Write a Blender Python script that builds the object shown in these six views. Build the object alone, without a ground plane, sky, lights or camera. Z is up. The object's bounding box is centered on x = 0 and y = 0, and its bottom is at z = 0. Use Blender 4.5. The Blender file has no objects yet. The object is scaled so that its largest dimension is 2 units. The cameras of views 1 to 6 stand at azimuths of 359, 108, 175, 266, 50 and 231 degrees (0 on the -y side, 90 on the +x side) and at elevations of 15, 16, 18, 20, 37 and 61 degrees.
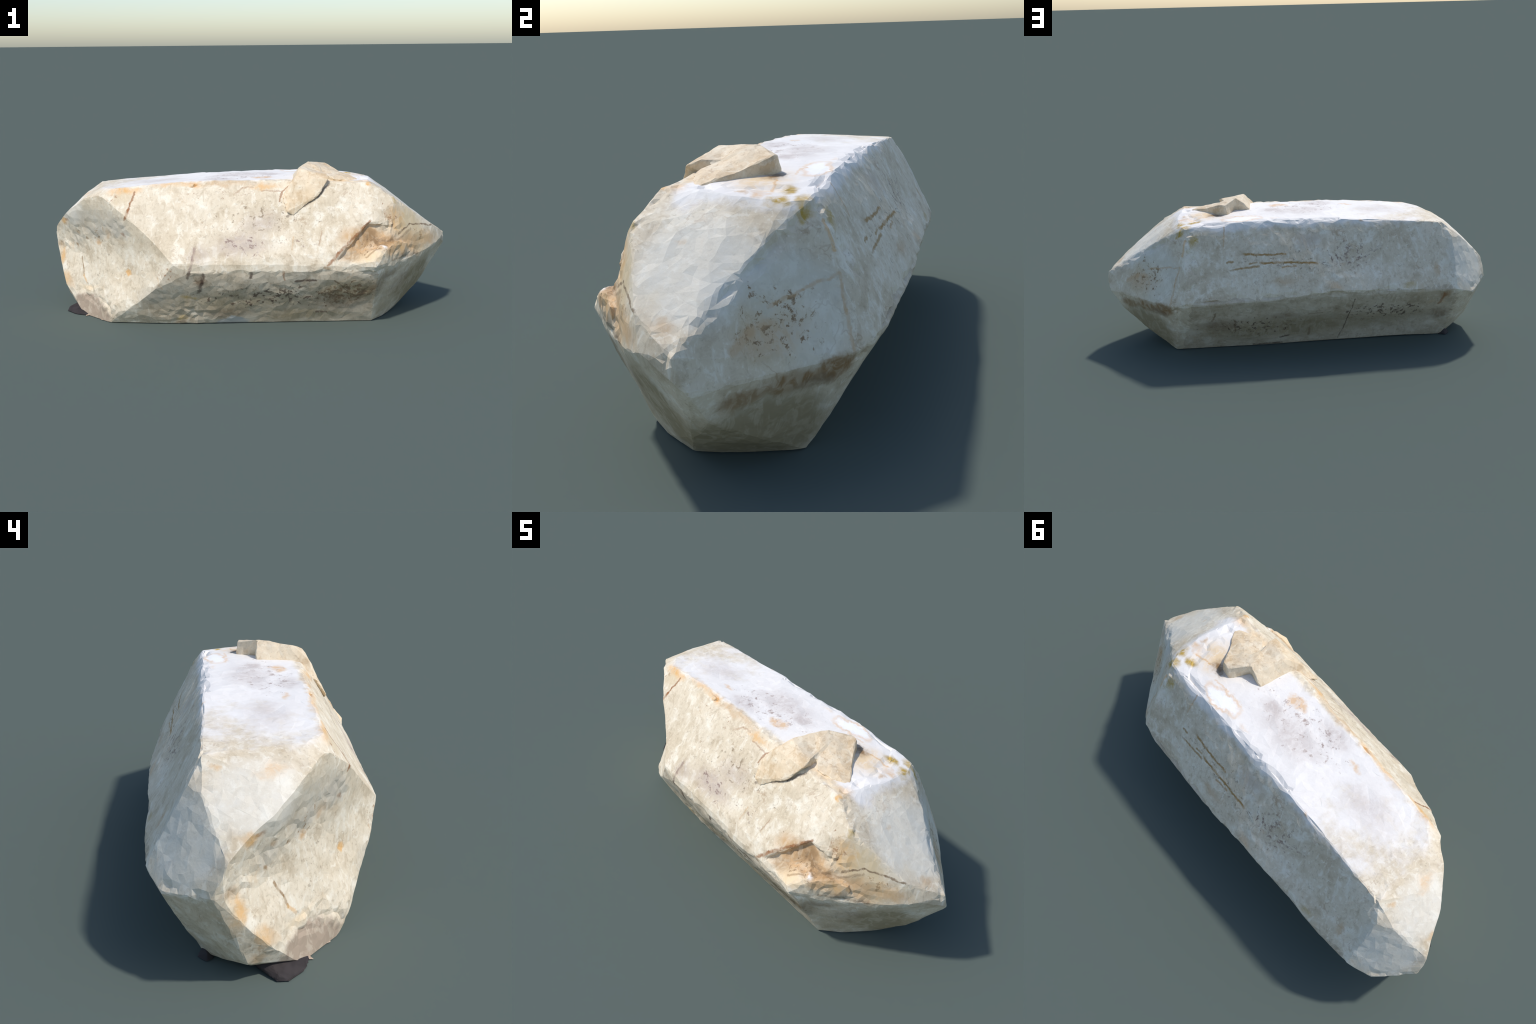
import bpy, bmesh, math
import numpy as np
from mathutils import Vector, Matrix, noise
from mathutils.bvhtree import BVHTree

# ------------------------------------------------------------------ shape
# The stone is a doubly terminated hexagonal crystal lying on its side, x = long axis.
# Corner rails of the six-sided prism (A top front, B top back, C front middle,
# D back middle, E bottom front, F bottom back) and the two blunt pyramids at the ends.
RAIL_A = [(-.690, -.085, .642), (-.630, -.143, .650), (-.55, -.145, .656), (-.30, -.140, .676), (0, -.160, .683), (.30, -.170, .678), (.583, -.189, .672)]
RAIL_B = [(-.746, .215, .625), (-.50, .212, .648), (-.30, .205, .659), (-.05, .205, .675), (.20, .208, .680), (.44, .207, .669), (.572, .211, .652)]
RAIL_C = [(-.349, -.381, .333), (-.27, -.385, .295), (0, -.388, .287), (.35, -.400, .300), (.60, -.395, .283)]
RAIL_D = [(.665, .345, .292), (.61, .378, .296), (.50, .398, .310), (.20, .410, .320), (-.06, .410, .340), (-.17, .410, .352), (-.35, .400, .342), (-.58, .385, .335), (-.796, .380, .309)]
RAIL_E = [(-.68, -.214, 0), (-.32, -.250, 0), (.60, -.247, 0), (-.586, -.267, .078), (-.441, -.336, .202)]
RAIL_F = [(.652, .207, 0), (.25, .206, 0), (-.27, .200, 0), (-.70, .212, 0), (-.766, .215, 0)]
FRONT_SWELL = [(.60, -.236, .610), (.60, -.291, .510), (.42, -.380, .378), (.37, -.399, .327), (.25, -.232, .600), (.05, -.272, .52)]
RIGHT_END = [(.695, -.223, .598), (.904, -.130, .452), (.834, -.207, .359), (.832, -.191, .323), (.997, 0, .382), (1.001, .003, .330),
             (.946, .066, .292), (.900, 0, .190), (.735, .125, .563), (.790, .090, .503), (.882, .050, .448), (.592, -.073, .678), (.612, .042, .664), (.600, .155, .653), (.575, .250, .600), (.578, .300, .500), (.582, .350, .400), (.60, .385, .310),
             (.862, -.02, .111), (.790, .11, .085), (.690, .235, .115), (.930, .055, .200), (.959, -.095, .370), (.904, -.151, .349), (.858, -.194, .339), (.993, .035, .295), (.733, -.075, 0), (.722, 0, 0), (.700, .08, 0), (.668, .17, 0), (.666, -.180, 0), (.77, -.219, .471)]
LEFT_END = [(-.885, 0, .521), (-.928, .03, .482), (-.832, 0, .568), (-.80, .08, .597), (-.992, .145, .405), (-1.000, .190, .314), (-.893, .328, .277), (-.790, .250, .555), (-.964, .145, .316), (-.914, .060, .458),
            (-.930, .030, .125), (-.800, -.074, .120), (-.686, -.232, .068), (-.815, -.122, 0), (-.85, .07, .010), (-.928, .090, .065),
            (-.695, -.152, .612), (-.567, -.238, .523), (-.535, -.255, .492), (-.453, -.306, .423), (-.784, -.086, .593), (-.847, -.032, .532), (-.896, .016, .486), (-.84, .215, .548), (-.91, .19, .475)]
# a broken notch in the front face near the right end, and the ledge left under it
NOTCH = [(.405, -.380, .338), (.560, -.282, .487), (.665, -.276, .478), (.575, -.316, .405), (.67, -.303, .425), (.50, -.356, .358),
         (.38, -.480, .350), (.572, -.400, .585), (.73, -.360, .520), (.70, -.440, .440), (.50, -.520, .330)]
LEDGE = [(.575, -.418, .345), (.585, -.422, .318), (.58, -.412, .290), (.655, -.358, .396), (.62, -.370, .392), (.45, -.392, .325), (.48, -.362, .362), (.52, -.350, .375), (.50, -.395, .300),
         (.69, -.325, .300), (.71, -.315, .360), (.70, -.312, .415), (.76, -.270, .395), (.77, -.262, .350), (.668, -.345, .402), (.66, -.25, .40), (.50, -.28, .30), (.70, -.25, .33)]
# tabular side crystal lying across the top front edge, and the ramp that buries its back
SLAB = [(.183, -.281, .551), (.213, -.278, .533), (.309, -.218, .671), (.334, -.240, .624), (.390, -.203, .698), (.163, -.234, .618),
        (.214, -.208, .688), (.252, -.150, .736), (.378, -.160, .714), (.305, -.005, .752), (.235, 0, .686), (.268, -.006, .725),
        (.35, -.03, .734), (.30, -.10, .60), (.25, -.19, .55), (.34, -.02, .62)]
RAMP = [(.305, .0, .750), (.398, .060, .730), (.363, .068, .729), (.350, .072, .665), (.410, .064, .66), (.500, -.108, .677), (.42, -.160, .684), (.34, -.10, .724), (.56, -.12, .664),
        (.30, -.05, .64), (.45, -.08, .62)]
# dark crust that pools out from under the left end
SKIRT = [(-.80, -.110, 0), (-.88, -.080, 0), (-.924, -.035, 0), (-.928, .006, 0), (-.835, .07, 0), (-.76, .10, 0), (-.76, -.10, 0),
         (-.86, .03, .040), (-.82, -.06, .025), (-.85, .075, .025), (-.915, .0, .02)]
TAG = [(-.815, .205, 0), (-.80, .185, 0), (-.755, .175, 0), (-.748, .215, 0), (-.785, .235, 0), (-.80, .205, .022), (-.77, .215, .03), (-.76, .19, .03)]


def hull(name, pts):
    bm = bmesh.new()
    for p in pts:
        bm.verts.new(p)
    out = bmesh.ops.convex_hull(bm, input=bm.verts)
    junk = [g for g in out["geom_interior"] + out["geom_unused"] if isinstance(g, bmesh.types.BMVert)]
    bmesh.ops.delete(bm, geom=list(set(junk)), context="VERTS")
    bmesh.ops.recalc_face_normals(bm, faces=bm.faces)
    me = bpy.data.meshes.new(name)
    bm.to_mesh(me)
    bm.free()
    ob = bpy.data.objects.new(name, me)
    bpy.context.scene.collection.objects.link(ob)
    return ob


def bake(ob):
    dg = bpy.context.evaluated_depsgraph_get()
    me = bpy.data.meshes.new_from_object(ob.evaluated_get(dg))
    ob.modifiers.clear()
    old = ob.data
    ob.data = me
    bpy.data.meshes.remove(old)


def combine(ob, other, how):
    m = ob.modifiers.new("b", "BOOLEAN")
    m.operation, m.solver, m.object = how, "EXACT", other
    bake(ob)
    me = other.data
    bpy.data.objects.remove(other)
    bpy.data.meshes.remove(me)


def voxelise(ob, size):
    m = ob.modifiers.new("r", "REMESH")
    m.mode, m.voxel_size = "VOXEL", size
    bake(ob)


def arrays(me):
    n = len(me.vertices)
    co, no = np.empty(n * 3), np.empty(n * 3)
    me.vertices.foreach_get("co", co)
    me.vertices.foreach_get("normal", no)
    return co.reshape(-1, 3), no.reshape(-1, 3)


def weather(ob, dents, octaves, faces, floor=True, inflate=0.0, broken=()):
    """push the surface along its normal: local hollows and swellings, then rock noise; then break it into facets"""
    me = ob.data
    co, no = arrays(me)
    shift = np.full(len(co), inflate)
    for c, r, depth in dents:
        shift -= depth * np.exp(-(((co - c) / r) ** 2).sum(1))
    base = np.clip(co[:, 2] / .03, 0, 1) if floor else 1
    for scale, amount, seed in octaves:
        shift += base * amount * np.array([noise.noise(Vector(p) * scale + Vector((seed, 2 * seed, -seed))) for p in co])
    for c, r, scale, amount in broken:     # fractured, stepped ground
        q = np.exp(-(((co - c) / r) ** 2).sum(1))
        for k in np.nonzero(q > .05)[0]:
            p = Vector(co[k])
            shift[k] += q[k] * amount * (abs(noise.noise(p * scale)) * 2 - .6 + .5 * noise.noise(p * scale * 2.3))
    co = co + no * shift[:, None]
    co[:, 2] = np.maximum(co[:, 2], 0)
    me.vertices.foreach_set("co", co.ravel())
    me.update()
    d = ob.modifiers.new("d", "DECIMATE")
    d.ratio = faces / (2 * len(me.polygons))
    bake(ob)


def split(ob, groups):
    """separate the faces of one surface into named objects with coinciding borders"""
    made = []
    for k, nm in enumerate(sorted(set(groups))):
        bm = bmesh.new()
        bm.from_mesh(ob.data)
        bm.faces.ensure_lookup_table()
        bmesh.ops.delete(bm, geom=[f for f, g in zip(bm.faces, groups) if g != nm], context="FACES")
        me = bpy.data.meshes.new(nm[1])
        bm.to_mesh(me)
        bm.free()
        o = bpy.data.objects.new(nm[1], me)
        bpy.context.scene.collection.objects.link(o)
        made.append(o)
    old = ob.data
    bpy.data.objects.remove(ob)
    bpy.data.meshes.remove(old)
    return made


# hollows (positive) and swellings (negative): centre, radii, depth in metres
DENTS = [((-.52, .27, .09), (.18, .1, .1), .014), ((.15, .235, .05), (.15, .06, .06), -.006), ((-.1, -.20, .60), (.40, .07, .09), -.007), ((-.2, -.28, .50), (.12, .08, .08), -.004), ((0, -.36, .22), (.5, .06, .06), -.007), ((.80, -.19, .425), (.09, .05, .035), -.008), ((.83, -.22, .345), (.05, .04, .02), .007), ((.30, .29, .10), (.12, .1, .09), -.011), ((.80, .17, .40), (.10, .10, .08), .009), ((-.30, .33, .42), (.25, .1, .1), .004),
         ((-.35, .31, .47), (.15, .12, .12), .014), ((-.20, .30, .13), (.16, .12, .11), .014)]

# broken ground: centre, radii, noise scale, relief in metres
BROKEN = [((.58, -.335, .385), (.14, .07, .07), 20, .009), ((.74, -.25, .36), (.12, .06, .05), 18, .006), ((-.62, -.19, .46), (.09, .08, .06), 19, .005), ((-.75, -.08, .42), (.09, .08, .06), 17, .005),
          ((-.86, .03, .37), (.08, .08, .06), 21, .005), ((-.94, .11, .33), (.06, .06, .05), 24, .005), ((.66, -.28, .475), (.07, .05, .05), 26, .009), ((-.80, -.10, .11), (.13, .12, .04), 22, .009), ((-.70, -.22, .07), (.08, .06, .04), 22, .008),
          ((-.28, -.29, .06), (.12, .08, .06), 18, .009), ((.2, -.33, .16), (.6, .1, .12), 14, .004)]

# the front face of the left end is a broad hollow scoop: points its surface runs through
SCOOP = [(-.681, -.128, .413), (-.572, -.224, .252), (-.485, -.276, .358), (-.643, -.243, .097), (-.846, .033, .295), (-.850, .015, .405), (-.725, -.084, .379), (-.813, -.067, .122),
         (-.863, .041, .339), (-.676, -.187, .145), (-.914, .060, .458), (-.841, .003, .240), (-.349, -.381, .333), (-.586, -.267, .078), (-.441, -.336, .202), (-.695, -.152, .612), (-.784, -.086, .593), (-.847, -.032, .532), (-.896, .016, .486),
         (-.535, -.255, .492), (-.964, .145, .316), (-.930, .030, .125), (-.70, -.13, .635), (-.453, -.306, .423), (-.567, -.238, .523)]


def scoop(ob, pts):
    """cut a face back to the smooth sheet through pts (a height over the plane of the face)"""
    n = np.array((-.654, -.755, .06))
    n /= np.linalg.norm(n)
    u = np.cross(n, (0, 0, 1))
    u /= np.linalg.norm(u)
    v = np.cross(n, u)
    pts = np.array(pts)
    q, h = np.c_[pts @ u, pts @ v], pts @ n
    k = len(q)
    dist = lambda a, b: np.linalg.norm(a[:, None] - b[None], axis=2)
    A = np.zeros((k + 3, k + 3))
    A[:k, :k] = dist(q, q)
    A[:k, k:] = np.c_[np.ones(k), q]
    A[k:, :k] = A[:k, k:].T
    w = np.linalg.solve(A, np.r_[h, 0, 0, 0])
    co, no = arrays(ob.data)
    c = np.c_[co @ u, co @ v]
    field = dist(c, q) @ w[:k] + np.c_[np.ones(len(c)), c] @ w[k:]
    over = np.where((no @ n > .25) & (co[:, 0] < -.25) & (dist(c, q).min(1) < .2), np.maximum(co @ n - field, 0), 0)
    ob.data.vertices.foreach_set("co", (co - n * over[:, None]).ravel())
    ob.data.update()


# which growth face a facet belongs to: normals and offsets of the faces that bound the stone
def norm(v):
    return np.array(v) / np.linalg.norm(v)

def face_through(p, v):
    v = norm(v)
    return v, float(v @ np.array(p))

PRISM_FACES = [face_through((0, 0, .68), (0, 0, 1)), face_through((0, -.165, .68), (0, -.86, .51)), face_through((0, -.39, .287), (0, -.905, -.43)),
               face_through((0, .41, .335), (0, .86, .5)), face_through((0, .41, .335), (0, .85, -.53)), face_through((0, 0, 0), (0, 0, -1))]
RIGHT_FACES = [face_through((.748, -.065, .55), (.557, .071, .828)), face_through((.759, .175, .422), (.617, .69, .377)), face_through((.77, .12, .15), (.654, .69, -.312)),
               face_through((.73, -.05, 0), (.712, .169, -.68)), face_through((.832, -.191, .323), (.71, -.565, -.42)), face_through((.77, -.219, .471), (.557, -.774, .303)),
               face_through((.63, -.245, .05), (.666, -.672, -.325))]
LEFT_FACES = [face_through((-.843, .064, .533), (-.69, 0, .724)), face_through((-.70, -.13, .34), (-.654, -.755, .039)), face_through((-.861, .235, .443), (-.628, .655, .42)),
              face_through((-.869, .218, .162), (-.658, .593, -.465)), face_through((-.735, -.155, .045), (-.671, -.699, .248))]

def chip_edges(ob):
    """small conchoidal chips along the corners where two faces meet"""
    co, no = arrays(ob.data)
    faces = PRISM_FACES + RIGHT_FACES[:2] + LEFT_FACES[:1] + LEFT_FACES[2:4]
    d = np.sort(np.array([co @ v - k for v, k in faces]), axis=0)
    edge = np.exp(-((d[-1] - d[-2]) / .014) ** 2) * (d[-1] > -.014) * np.clip(co[:, 2] / .05, 0, 1)
    bite = np.array([max(0, noise.noise(Vector(p) * 13 + Vector((3, 8, 2)))) + .6 * max(0, noise.noise(Vector(p) * 31)) for p in co])
    ob.data.vertices.foreach_set("co", (co - no * (edge * bite * np.where(co[:, 1] < -.25, .009, np.where(co[:, 0] < -.74, .010, .020)))[:, None]).ravel())
    ob.data.update()


body = hull("body", RAIL_A + RAIL_B + RAIL_C + RAIL_D + RAIL_E + RAIL_F + FRONT_SWELL + RIGHT_END + LEFT_END)
combine(body, hull("notch", NOTCH), "DIFFERENCE")
combine(body, hull("ledge", LEDGE), "UNION")
voxelise(body, .0065)
scoop(body, SCOOP)
chip_edges(body)
weather(body, DENTS, [(5, .005, 1), (15, .002, 5), (45, .0011, 9)], 12500, inflate=.001, broken=BROKEN)

side = hull("side_crystal", SLAB)
combine(side, hull("ramp", RAMP), "UNION")
voxelise(side, .005)
weather(side, [((.345, -.11, .73), (.05, .035, .05), .014), ((.46, -.02, .71), (.05, .05, .05), .006)], [(14, .005, 3), (40, .002, 7)], 1500, floor=False)

foot = hull("dark_foot", SKIRT)
voxelise(foot, .006)
weather(foot, [((-.92, -.05, .06), (.05, .06, .04), .02)], [(20, .004, 3)], 500)
tag = hull("dark_foot", TAG)
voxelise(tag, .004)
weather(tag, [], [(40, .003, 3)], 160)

# one object per growth face; the small steep faces at each end go with their neighbour
ALL_FACES = PRISM_FACES + RIGHT_FACES + LEFT_FACES
KIND = [(k, "prism_face") for k in range(6)] + [(10 + k, "termination_facet") for k in (0, 1, 1, 1, 2, 2, 2)] + [(20 + k, "termination_facet") for k in (0, 1, 2, 2, 1)]
groups = []
for f in body.data.polygons:
    c = np.array(f.center)
    groups.append(KIND[int(np.argmax([float(v @ c) - d for v, d in ALL_FACES]))])
tree = BVHTree.FromPolygons([v.co.copy() for v in body.data.vertices], [tuple(p.vertices) for p in body.data.polygons])
parts = split(body, groups)

# ------------------------------------------------------------------ colour
def on_stone(p):
    return tree.find_nearest(Vector(p))[0]


class Nodes:
    """small helper that chains shader nodes"""
    def __init__(self, name):
        self.mat = bpy.data.materials.new(name)
        self.mat.use_nodes = True
        self.t = self.mat.node_tree
        self.bsdf = self.t.nodes["Principled BSDF"]

    def put(self, kind, inputs=None, **props):
        n = self.t.nodes.new(kind)
        for k, v in props.items():
            setattr(n, k, v)
        for k, v in (inputs or {}).items():
            if hasattr(v, "is_output"):
                self.t.links.new(v, n.inputs[k])
            else:
                n.inputs[k].default_value = v
        return n

    def math(self, op, a, b=0.0, clamp=False):
        return self.put("ShaderNodeMath", {0: a, 1: b}, operation=op, use_clamp=clamp).outputs[0]

    def vmath(self, op, a, b=(0, 0, 0)):
        return self.put("ShaderNodeVectorMath", {0: a, 1: b}, operation=op).outputs[0]

    def noise(self, vec, scale, detail=4.0, rough=.55, colour=False, dist=0.0):
        n = self.put("ShaderNodeTexNoise", {"Vector": vec, "Scale": scale, "Detail": detail, "Roughness": rough, "Distortion": dist})
        return n.outputs["Color" if colour else "Fac"]

    def ramp(self, v, lo, hi, a=0.0, b=1.0):
        return self.put("ShaderNodeMapRange", {"Value": v, "From Min": lo, "From Max": hi, "To Min": a, "To Max": b}, interpolation_type="SMOOTHSTEP").outputs[0]

    def mix(self, fac, a, b, mode="MIX"):
        n = self.put("ShaderNodeMix", data_type="RGBA", blend_type=mode, clamp_factor=True)
        for i, v in ((0, fac), (6, a), (7, b)):
            if hasattr(v, "is_output"):
                self.t.links.new(v, n.inputs[i])
            else:
                n.inputs[i].default_value = v if i == 0 else (*v, 1)
        return n.outputs[2]

    def spot(self, vec, c, r, soft=.35, turn=(0, 0, 0)):
        """1 inside an ellipsoid at c with radii r, fading over the outer part"""
        m = self.put("ShaderNodeMapping", {"Vector": vec, "Location": c, "Rotation": turn, "Scale": r}, vector_type="TEXTURE")
        d = self.put("ShaderNodeVectorMath", {0: m.outputs[0]}, operation="LENGTH").outputs["Value"]
        return self.ramp(d, 1.0, 1.0 - soft)

    def stroke(self, vec, a, b, width, soft=.75):
        a, b = on_stone(a), on_stone(b)
        c, n = tree.find_nearest((a + b) / 2)[:2]
        x = (b - a).normalized()
        y = n.cross(x).normalized()
        turn = Matrix((x, y, x.cross(y))).transposed().to_euler()
        m = self.put("ShaderNodeMapping", {"Vector": vec, "Location": (a + b) / 2, "Rotation": turn}, vector_type="TEXTURE").outputs[0]
        q = self.vmath("SUBTRACT", self.vmath("ABSOLUTE", m), ((b - a).length / 2, 0, .03))
        d = self.put("ShaderNodeVectorMath", {0: self.vmath("MAXIMUM", q)}, operation="LENGTH").outputs["Value"]
        return self.ramp(d, width, width * (1 - soft))


COLOURS = {"orange": (.72, .42, .16), "pale_orange": (.80, .60, .36), "ochre": (.50, .33, .07), "rust": (.30, .13, .05), "brown": (.32, .20, .10), "sienna": (.40, .24, .09), "dark": (.09, .055, .04),
           "plum": (.48, .39, .345), "olive": (.34, .27, .16), "white": (.93, .91, .88), "slate": (.50, .495, .46), "tan": (.58, .385, .21), "straw": (.66, .53, .34),
           "mauve": (.24, .15, .13), "umber": (.22, .15, .09), "grey": (.54, .49, .40), "ash": (.43, .335, .25)}

# patches: colour, strength, centre, radii, softness
PATCHES = [
    ("pale_orange", .8, (.46, .05, .68), (.17, .12, .04), .9), ("ochre", .9, (.52, .135, .675), (.06, .032, .03), .8), ("ochre", .85, (.60, .14, .665), (.035, .045, .03), .8), ("orange", .7, (.57, .08, .675), (.05, .03, .03), .9), ("ochre", .7, (.57, .19, .65), (.04, .03, .03), .8),
    ("brown", .9, (.42, .07, .685), (.065, .045, .03), .8), ("umber", .7, (.395, .085, .685), (.035, .03, .03), .8), ("ochre", 1., (.534, .254, .602), (.026, .035, .05), .8), ("ochre", .9, (.60, .20, .628), (.04, .035, .028), .8),
    ("orange", .9, (.583, -.189, .672), (.018, .018, .018), .8), ("ochre", .7, (.695, -.223, .598), (.022, .018, .03), .8), ("tan", .6, (.582, .033, .653), (.022, .02, .02), .8),
    ("tan", .5, (.737, -.081, .559), (.02, .02, .02), .9), ("tan", .55, (.93, -.05, .42), (.035, .05, .03), .9), ("straw", .35, (.87, -.1, .45), (.08, .05, .05), .9),
    ("orange", .55, (.283, .156, .676), (.125, .052, .03), .35), ("white", 1., (.283, .156, .676), (.105, .038, .03), .35),
    ("orange", .6, (.08, -.075, .681), (.07, .04, .03), .5), ("plum", .0, (.05, -.085, .681), (.04, .026, .03), .6),
    ("orange", .5, (-.286, -.063, .673), (.05, .018, .03), .8), ("orange", .85, (-.60, -.165, .64), (.10, .055, .035), .9), ("orange", .8, (-.27, -.155, .67), (.10, .035, .025), .9), ("orange", .6, (.08, -.18, .655), (.12, .03, .025), .9), ("orange", .55, (-.52, -.165, .645), (.05, .03, .025), .9),
    ("tan", .6, (-.15, -.155, .67), (.12, .03, .02), .9), ("orange", .6, (-.32, .205, .655), (.02, .015, .02), .8), ("orange", .4, (.12, .17, .68), (.05, .02, .02), .9),
    ("plum", .55, (-.13, -.09, .677), (.13, .07, .03), .9), ("plum", .45, (.12, .02, .68), (.08, .05, .03), .9), ("plum", .45, (-.02, .04, .68), (.30, .12, .03), .9), ("plum", .35, (-.45, 0, .66), (.2, .12, .03), .9),
    # left end
    ("rust", .95, (-.914, .060, .458), (.022, .026, .02), .7), ("orange", .75, (-.93, .075, .445), (.045, .05, .035), .9), ("tan", .8, (-.68, -.132, .421), (.028, .028, .045), .7),
    ("orange", .75, (-.575, -.222, .252), (.026, .022, .016), .6), ("brown", .7, (-.964, .145, .316), (.03, .03, .03), .8), ("orange", .7, (-.955, .125, .25), (.04, .04, .09), .9),
    ("orange", .6, (-.92, .05, .15), (.05, .05, .05), .9), ("tan", .6, (-.92, .06, .09), (.05, .04, .03), .8), ("ash", 1., (-.80, -.13, .040), (.18, .17, .085), .3), ("pale_orange", .5, (-.80, -.07, .14), (.09, .09, .03), .9), ("tan", .5, (-.90, .03, .14), (.05, .05, .04), .8), ("grey", .85, (-.62, -.19, .46), (.10, .09, .06), .7), ("grey", .85, (-.75, -.08, .42), (.10, .09, .06), .7), ("grey", .6, (-.86, .03, .37), (.09, .09, .06), .7), ("brown", .6, (-.85, .015, .40), (.02, .02, .02), .8), ("tan", .8, (-.725, -.084, .375), (.03, .03, .02), .8), ("brown", .8, (-.80, -.03, .37), (.018, .018, .016), .7), ("brown", .8, (-.66, -.15, .43), (.016, .016, .03), .7), ("brown", .7, (-.86, .04, .335), (.018, .018, .018), .7), ("rust", .6, (-.60, -.21, .44), (.014, .014, .016), .7),
    ("orange", .45, (-.80, .02, .60), (.05, .07, .03), .9), ("orange", .45, (-.78, .18, .60), (.025, .02, .02), .9), ("grey", .55, (-.73, -.13, .47), (.26, .22, .10), .6),
    # right end, notch and ledge
    ("straw", .95, (.78, -.225, .45), (.18, .065, .17), .5), ("tan", 1., (.56, -.325, .420), (.19, .08, .105), .5), ("brown", .6, (.56, -.30, .43), (.09, .06, .06), .8), ("brown", .8, (.57, -.290, .445), (.055, .04, .05), .8),
    ("pale_orange", .7, (.54, -.37, .335), (.14, .06, .035), .7), ("umber", .7, (.72, -.285, .345), (.06, .06, .03), .8), ("brown", .6, (.80, -.23, .33), (.06, .05, .025), .8),
    ("white", .7, (.63, -.35, .385), (.025, .03, .018), .8), ("umber", .55, (.66, -.33, .26), (.10, .07, .04), .8),
    ("straw", .45, (.78, .17, .38), (.16, .16, .12), .7), ("brown", .9, (.70, .30, .268), (.08, .09, .05), .6), ("brown", .9, (.79, .21, .262), (.10, .11, .05), .6), ("brown", .8, (.88, .12, .25), (.09, .09, .042), .7), ("umber", .6, (.74, .25, .24), (.10, .1, .03), .8),
    ("olive", .75, (.80, .12, .10), (.25, .30, .20), .5), ("olive", .5, (.70, -.25, .10), (.14, .13, .16), .7), ("tan", .45, (.80, .16, .37), (.14, .14, .06), .8),
    ("orange", .55, (.70, -.25, .50), (.07, .06, .12), .8), ("tan", .75, (.76, -.26, .39), (.12, .07, .07), .7), ("orange", .6, (.70, -.30, .38), (.14, .08, .06), .9), ("brown", .7, (.66, -.31, .40), (.09, .05, .04), .8), ("orange", .5, (.86, -.17, .40), (.09, .06, .06), .9), ("tan", .6, (.80, -.22, .38), (.16, .07, .06), .7), ("tan", .8, (.66, -.34, .37), (.06, .05, .05), .7), ("tan", .5, (.90, -.15, .38), (.1, .06, .05), .8),
    ("brown", .6, (.47, -.37, .36), (.09, .05, .04), .8), ("pale_orange", .6, (.45, -.15, .67), (.14, .04, .03), .8), ("orange", .45, (.57, -.15, .67), (.05, .05, .03), .9),
    ("orange", .5, (-.40, -.15, .66), (.12, .03, .025), .9), ("tan", .5, (-.05, -.17, .67), (.16, .03, .025), .9), ("straw", .5, (-.60, -.19, .61), (.08, .04, .04), .8),
    ("olive", .55, (.76, .12, .12), (.20, .22, .15), .5), ("olive", .75, (.82, -.12, .17), (.19, .16, .19), .5), ("umber", .45, (.72, -.22, .20), (.10, .10, .10), .8),
    # prism, front
    ("plum", .6, (-.03, -.32, .40), (.20, .10, .09), .9), ("plum", .4, (.06, -.28, .50), (.14, .08, .08), .9), ("plum", .4, (-.22, -.36, .37), (.1, .06, .08), .9),
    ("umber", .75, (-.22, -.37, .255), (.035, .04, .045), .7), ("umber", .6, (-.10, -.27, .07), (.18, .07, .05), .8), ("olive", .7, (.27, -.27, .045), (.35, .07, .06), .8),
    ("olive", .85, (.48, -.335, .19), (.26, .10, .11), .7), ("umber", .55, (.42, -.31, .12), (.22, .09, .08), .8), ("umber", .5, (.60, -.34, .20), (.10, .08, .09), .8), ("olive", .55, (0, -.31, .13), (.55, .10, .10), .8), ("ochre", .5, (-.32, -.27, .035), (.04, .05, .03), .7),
    ("ochre", .45, (-.27, -.325, .155), (.06, .03, .012), .7), ("umber", .7, (-.32, -.25, .005), (.045, .06, .015), .7), ("slate", 1., (-.085, -.25, .0), (.098, .07, .042), .3),
    ("grey", .5, (-.45, -.31, .16), (.14, .09, .06), .8),
    # prism, back
    ("plum", .35, (-.05, .27, .58), (.10, .07, .07), .9), ("tan", .5, (.09, .37, .405), (.10, .05, .04), .9), ("tan", .6, (-.17, .385, .37), (.05, .04, .03), .9),
    ("ochre", .45, (-.55, .395, .352), (.05, .05, .025), .8), ("tan", .6, (-.70, .35, .43), (.025, .05, .07), .8), ("brown", .75, (-.735, .36, .28), (.04, .06, .05), .8),
    ("olive", .75, (.10, .28, .13), (.60, .12, .14), .7), ("umber", .6, (.42, .31, .17), (.16, .08, .07), .9), ("olive", .45, (-.45, .30, .14), (.36, .12, .10), .8),
    ("umber", .6, (-.72, .30, .15), (.08, .09, .06), .8), ("umber", .5, (.1, .33, .22), (.12, .06, .04), .9)]

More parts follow.
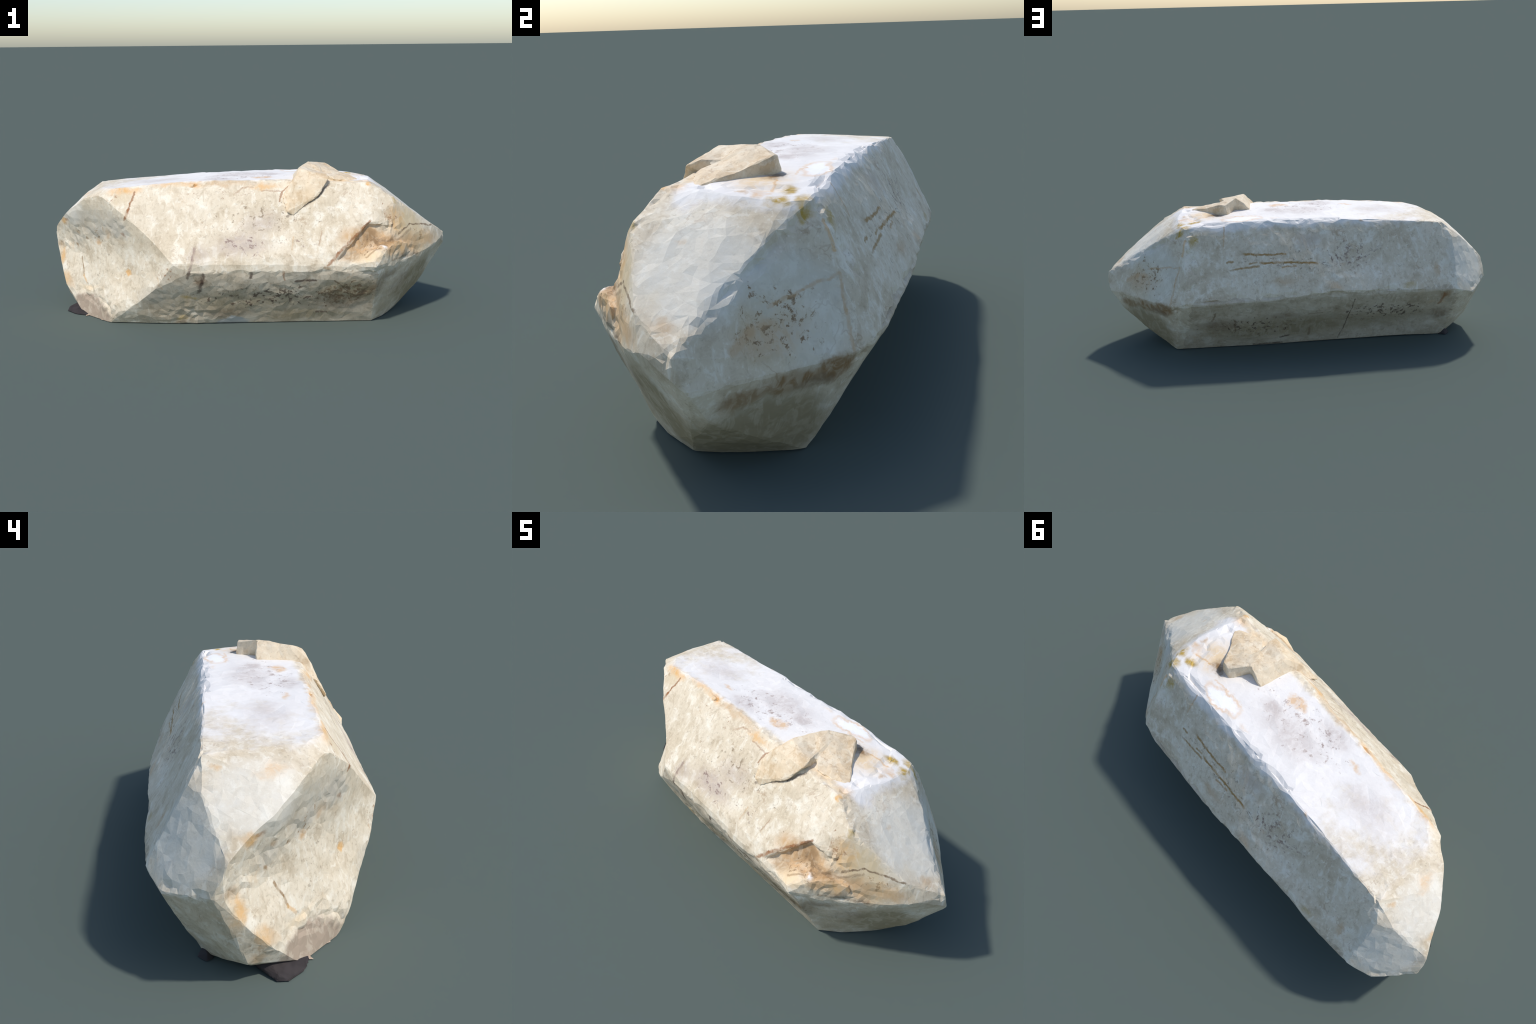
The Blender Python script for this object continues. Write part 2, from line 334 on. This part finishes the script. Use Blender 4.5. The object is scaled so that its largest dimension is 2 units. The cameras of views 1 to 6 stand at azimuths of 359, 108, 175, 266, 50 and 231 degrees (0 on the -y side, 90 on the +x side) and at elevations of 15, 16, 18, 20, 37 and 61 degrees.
# thin lines: colour, strength, width, then the points they run through
LINES = [
    ("sienna", .95, .0085, (.287, .292, .533), (.20, .296, .524), (.075, .294, .521)), ("sienna", 1., .0095, (.205, .326, .490), (.05, .322, .485), (-.083, .322, .471)),
    ("sienna", .8, .008, (.355, .333, .463), (.30, .330, .470), (.212, .328, .473)), ("sienna", .8, .007, (.372, .313, .497), (.34, .31, .50)), ("sienna", .8, .007, (.26, .318, .488), (.225, .318, .493)),
    ("sienna", .7, .007, (.10, .333, .462), (.03, .333, .468)), ("tan", .6, .006, (.376, .217, .663), (.382, .26, .60), (.384, .275, .575)),
    ("tan", .55, .007, (.774, .153, .438), (.69, .215, .455), (.606, .285, .476)), ("tan", .6, .008, (.606, .285, .476), (.635, .315, .39), (.664, .335, .30)),
    ("tan", .5, .018, (.882, .097, .362), (.83, .125, .39), (.79, .16, .405)), ("orange", .6, .008, (.57, .235, .60), (.585, .27, .53)),
    ("rust", .8, .007, (-.535, -.165, .635), (-.556, -.20, .585), (-.567, -.225, .548)), ("rust", .95, .011, (-.560, -.215, .56), (-.573, -.235, .525)),
    ("brown", .85, .007, (-.846, .01, .275), (-.828, -.015, .225), (-.82, -.02, .185)), ("orange", .6, .010, (-.82, -.02, .185), (-.80, -.05, .16)),
    ("umber", .85, .006, (.69, -.235, .425), (.73, -.225, .445), (.775, -.213, .471), (.84, -.175, .466), (.904, -.13, .452)),
    ("rust", .8, .009, (.369, -.405, .327), (.417, -.388, .378), (.50, -.342, .45), (.572, -.300, .51)), ("brown", .7, .012, (.355, -.40, .315), (.37, -.398, .31)),
    ("mauve", .6, .010, (-.248, -.345, .40), (-.255, -.365, .345), (-.27, -.385, .30)), ("dark", .7, .012, (-.275, -.385, .295), (-.28, -.375, .265)),
    ("dark", .75, .012, (-.208, -.385, .285), (-.215, -.37, .24), (-.235, -.34, .185)), ("dark", .8, .012, (.012, -.388, .290), (.015, -.385, .262)),
    ("dark", .8, .010, (.22, -.375, .247), (.27, -.372, .25), (.31, -.375, .253)), ("rust", .6, .006, (.163, -.38, .30), (.165, -.375, .25)),
    ("umber", .8, .006, (.40, -.37, .25), (.46, -.34, .19), (.52, -.32, .14)), ("dark", .7, .010, (.33, -.285, .06), (.37, -.285, .055)),
    ("rust", .45, .006, (.07, -.19, .635), (.157, -.20, .63)), ("rust", .4, .006, (-.06, -.20, .62), (-.02, -.185, .65), (.03, -.18, .655)),
    ("tan", .6, .006, (.20, -.35, .38), (.215, -.31, .43)), ("rust", .4, .005, (.33, -.34, .40), (.345, -.30, .46)), ("tan", .55, .006, (-.41, -.325, .26), (-.405, -.33, .215)),
    ("dark", .7, .0045, (-.262, .387, .292), (-.245, .33, .20), (-.232, .285, .127), (-.203, .216, .018)), ("umber", .7, .008, (.348, .33, .20), (.343, .285, .13)),
    ("umber", .7, .007, (.443, .36, .25), (.46, .33, .20)), ("dark", .7, .010, (.067, .245, .065), (.11, .24, .055)), ("dark", .8, .010, (.248, .212, .012), (.10, .215, .016)),
    ("umber", .6, .008, (-.043, .27, .10), (-.04, .245, .06)), ("umber", .5, .006, (-.10, .34, .215), (-.03, .338, .215)), ("rust", .6, .012, (-.735, .375, .29), (-.71, .34, .22)),
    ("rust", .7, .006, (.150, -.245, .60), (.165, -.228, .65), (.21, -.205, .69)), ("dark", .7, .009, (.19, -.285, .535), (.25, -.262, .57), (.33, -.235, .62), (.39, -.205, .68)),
    ("umber", .5, .008, (.62, -.29, .40), (.70, -.27, .40), (.78, -.225, .45)), ("umber", .6, .009, (.66, -.33, .33), (.74, -.27, .335), (.82, -.22, .33)), ("brown", .6, .008, (.55, -.37, .34), (.62, -.35, .37)),
    ("orange", .55, .006, (.45, .09, .683), (.54, .10, .678)), ("orange", .4, .006, (.30, .115, .685), (.38, .12, .68))]

# fields of small dark pits: colour, strength, centre, radii, how dense
PITS = [("brown", .8, (.76, .17, .40), (.22, .22, .16), -.02), ("umber", .8, (.5, -.34, .18), (.2, .1, .14), -.05), ("umber", .75, (.58, -.33, .40), (.17, .1, .1), -.02), ("brown", .7, (.80, -.2, .42), (.15, .1, .1), .0),
        ("umber", .65, (.1, -.27, .50), (.75, .16, .22), .035), ("umber", .6, (0, .32, .50), (.75, .16, .25), .04), ("umber", .5, (-.72, -.13, .30), (.3, .3, .3), .05), ("plum", .7, (0, 0, .68), (.7, .2, .05), .03), ("rust", .6, (.66, -.25, .52), (.12, .08, .14), .0),
        ("mauve", .75, (-.03, -.33, .40), (.24, .12, .12), .0), ("mauve", .6, (.25, -.33, .42), (.25, .12, .12), .05), ("rust", .6, (-.10, -.20, .63), (.55, .05, .05), .04), ("rust", .7, (-.40, -.37, .29), (.16, .08, .07), .0),
        ("dark", .8, (.1, -.32, .17), (.65, .10, .16), -.02), ("umber", .8, (.45, -.33, .17), (.25, .10, .14), -.06), ("mauve", .6, (-.28, .31, .50), (.28, .13, .17), -.01),
        ("mauve", .5, (.10, .33, .45), (.40, .12, .17), .05), ("umber", .7, (.76, .16, .39), (.20, .20, .16), .01), ("dark", .8, (.25, .30, .15), (.45, .14, .18), .0),
        ("dark", .8, (-.45, .32, .20), (.40, .12, .15), -.02), ("brown", .75, (.68, -.21, .50), (.05, .05, .13), -.06), ("plum", .6, (-.02, -.04, .68), (.40, .16, .05), .0), ("mauve", .35, (-.1, -.06, .68), (.20, .10, .05), -.01),
        ("brown", .7, (-.74, -.10, .42), (.22, .18, .13), .03), ("brown", .8, (.56, -.34, .40), (.17, .10, .12), .0), ("rust", .6, (-.66, -.17, .60), (.12, .05, .06), .0)]


def near(ob, c, r):
    """does a mark of this size at this place reach the part?"""
    co, _ = arrays(ob.data)
    return (np.linalg.norm((co - np.array(c)) / (np.array(r) + .012), axis=1)).min() < 1.0


def stone(name, base, second, pale, dull, extras, ob=None):
    g = Nodes(name)
    p = g.put("ShaderNodeTexCoord").outputs["Object"]
    w1 = g.vmath("MULTIPLY", g.vmath("SUBTRACT", g.noise(p, 9, 3, colour=True), (.5, .5, .5)), (.07, .07, .07))
    w2 = g.vmath("MULTIPLY", g.vmath("SUBTRACT", g.noise(p, 38, 4, .65, colour=True), (.5, .5, .5)), (.035, .035, .035))
    pw = g.vmath("ADD", g.vmath("ADD", p, w1), w2)           # wandering position for patches
    pl = g.vmath("ADD", g.vmath("ADD", p, g.vmath("MULTIPLY", w1, (.22, .22, .22))), g.vmath("MULTIPLY", w2, (.62, .62, .62)))   # nearly true position for lines
    big, mid, fine = g.noise(p, 3.2, 4), g.noise(pw, 13, 5, .6), g.noise(p, 75, 4, .65)
    grain = g.noise(g.vmath("MULTIPLY", p, (1, .8, .45)), 30, 4, .6, dist=1.2)
    col = g.mix(g.ramp(big, .35, .65), base, second)
    col = g.mix(g.math("MULTIPLY", g.ramp(mid, .52, .68), .7), col, pale)
    col = g.mix(g.math("MULTIPLY", g.ramp(mid, .48, .32), .55), col, dull)
    col = g.mix(g.math("MULTIPLY", g.ramp(grain, .54, .66), .5), col, pale)
    col = g.mix(g.math("MULTIPLY", g.ramp(grain, .46, .34), .4), col, dull)
    col = g.mix(g.math("MULTIPLY", g.ramp(fine, .56, .74), .6), col, pale)
    col = g.mix(g.math("MULTIPLY", g.ramp(fine, .45, .27), .45), col, tuple(.7 * x for x in dull))
    # thin iron staining that wanders over the whole stone, and hairline veins
    rusty = g.math("MULTIPLY", g.ramp(g.noise(g.vmath("ADD", pw, (4, 1, 7)), 6, 5, .65), .58, .72), g.ramp(grain, .38, .6))
    col = g.mix(g.math("MULTIPLY", rusty, .5), col, (.62, .40, .19))
    vein = g.math("ABSOLUTE", g.math("SUBTRACT", g.noise(g.vmath("ADD", p, w1), 5, 4, .6, dist=.2), .5))
    vein = g.math("MULTIPLY", g.ramp(vein, .010, .002), g.ramp(g.noise(p, 8, 2), .52, .64))
    col = g.mix(g.math("MULTIPLY", vein, .32), col, (.34, .19, .09))
    height = g.math("ADD", g.math("MULTIPLY", mid, .6), g.math("MULTIPLY", fine, .4))
    rough = .55
    if extras:
        z = g.put("ShaderNodeSeparateXYZ", {0: pw}).outputs
        # clean, milky top face and the two polished upper end faces
        top = g.math("MULTIPLY", g.ramp(z[2], .625, .665), g.ramp(z[1], -.165, -.125))
        col = g.mix(g.math("MULTIPLY", top, .82), col, (.89, .86, .83))
        for c, r, k in (((.80, -.01, .53), (.25, .20, .16), (.80, .775, .69)), ((.72, .22, .42), (.14, .2, .2), (.70, .675, .575)), ((-.85, .07, .54), (.15, .17, .14), (.85, .81, .72)),
                        ((-.88, .26, .42), (.16, .16, .17), (.76, .74, .66))):
            col = g.mix(g.math("MULTIPLY", g.spot(pw, c, r, .45), g.ramp(mid, .30, .6, .8, .5)), col, k)
        for cn, s, c, r, soft in PATCHES:
            if s and near(ob, c, r):
                fac = g.math("MULTIPLY", g.spot(pw, on_stone(c), r, soft), s)
                if cn not in ("white", "slate"):
                    fac = g.math("MULTIPLY", fac, g.ramp(grain, .36, .58, .6, 1.15), True)
                col = g.mix(fac, col, COLOURS[cn])
        pit = g.noise(g.vmath("ADD", p, w1), 40, 6, .72)
        for cn, s, c, r, bias in PITS:
            if not near(ob, c, r):
                continue
            area = g.spot(pw, c, r, .8)
            v = g.math("ADD", pit, g.math("MULTIPLY", g.math("SUBTRACT", area, 1.0), .2))
            col = g.mix(g.math("MULTIPLY", g.ramp(v, .53 + bias, .595 + bias), s), col, COLOURS[cn])
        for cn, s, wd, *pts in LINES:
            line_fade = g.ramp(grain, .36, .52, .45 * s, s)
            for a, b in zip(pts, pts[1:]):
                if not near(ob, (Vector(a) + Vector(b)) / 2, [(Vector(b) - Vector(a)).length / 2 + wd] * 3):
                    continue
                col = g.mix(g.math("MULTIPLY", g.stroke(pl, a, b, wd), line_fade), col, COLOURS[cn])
    bump = g.put("ShaderNodeBump", {"Strength": .25, "Distance": .006, "Height": height})
    g.t.links.new(bump.outputs[0], g.bsdf.inputs["Normal"])
    g.t.links.new(col, g.bsdf.inputs["Base Color"])
    g.bsdf.inputs["Roughness"].default_value = rough
    g.bsdf.inputs["Specular IOR Level"].default_value = .2
    return g.mat


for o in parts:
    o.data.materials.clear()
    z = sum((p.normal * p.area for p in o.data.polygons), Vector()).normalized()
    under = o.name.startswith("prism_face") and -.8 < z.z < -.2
    o.data.materials.append(stone("darker_tan_quartz", (.56, .465, .335), (.63, .54, .41), (.72, .64, .51), (.39, .31, .21), True, o) if under else
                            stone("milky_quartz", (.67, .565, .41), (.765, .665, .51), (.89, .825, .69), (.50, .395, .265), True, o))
stained = stone("iron_stained_quartz", (.74, .57, .37), (.78, .65, .47), (.86, .76, .59), (.54, .37, .20), False)

g = Nodes("dark_foot")
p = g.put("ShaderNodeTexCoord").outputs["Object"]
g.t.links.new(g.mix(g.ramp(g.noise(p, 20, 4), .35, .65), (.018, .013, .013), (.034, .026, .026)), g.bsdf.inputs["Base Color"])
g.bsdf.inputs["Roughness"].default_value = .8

root = bpy.data.objects.new("quartz_crystal", None)
bpy.context.scene.collection.objects.link(root)
root["label"] = "blunt double-ended milky quartz crystal with rusty stains"
root["category"] = "mineral crystal"
for o, mt in [(o, None) for o in parts] + [(side, stained), (foot, g.mat), (tag, g.mat)]:
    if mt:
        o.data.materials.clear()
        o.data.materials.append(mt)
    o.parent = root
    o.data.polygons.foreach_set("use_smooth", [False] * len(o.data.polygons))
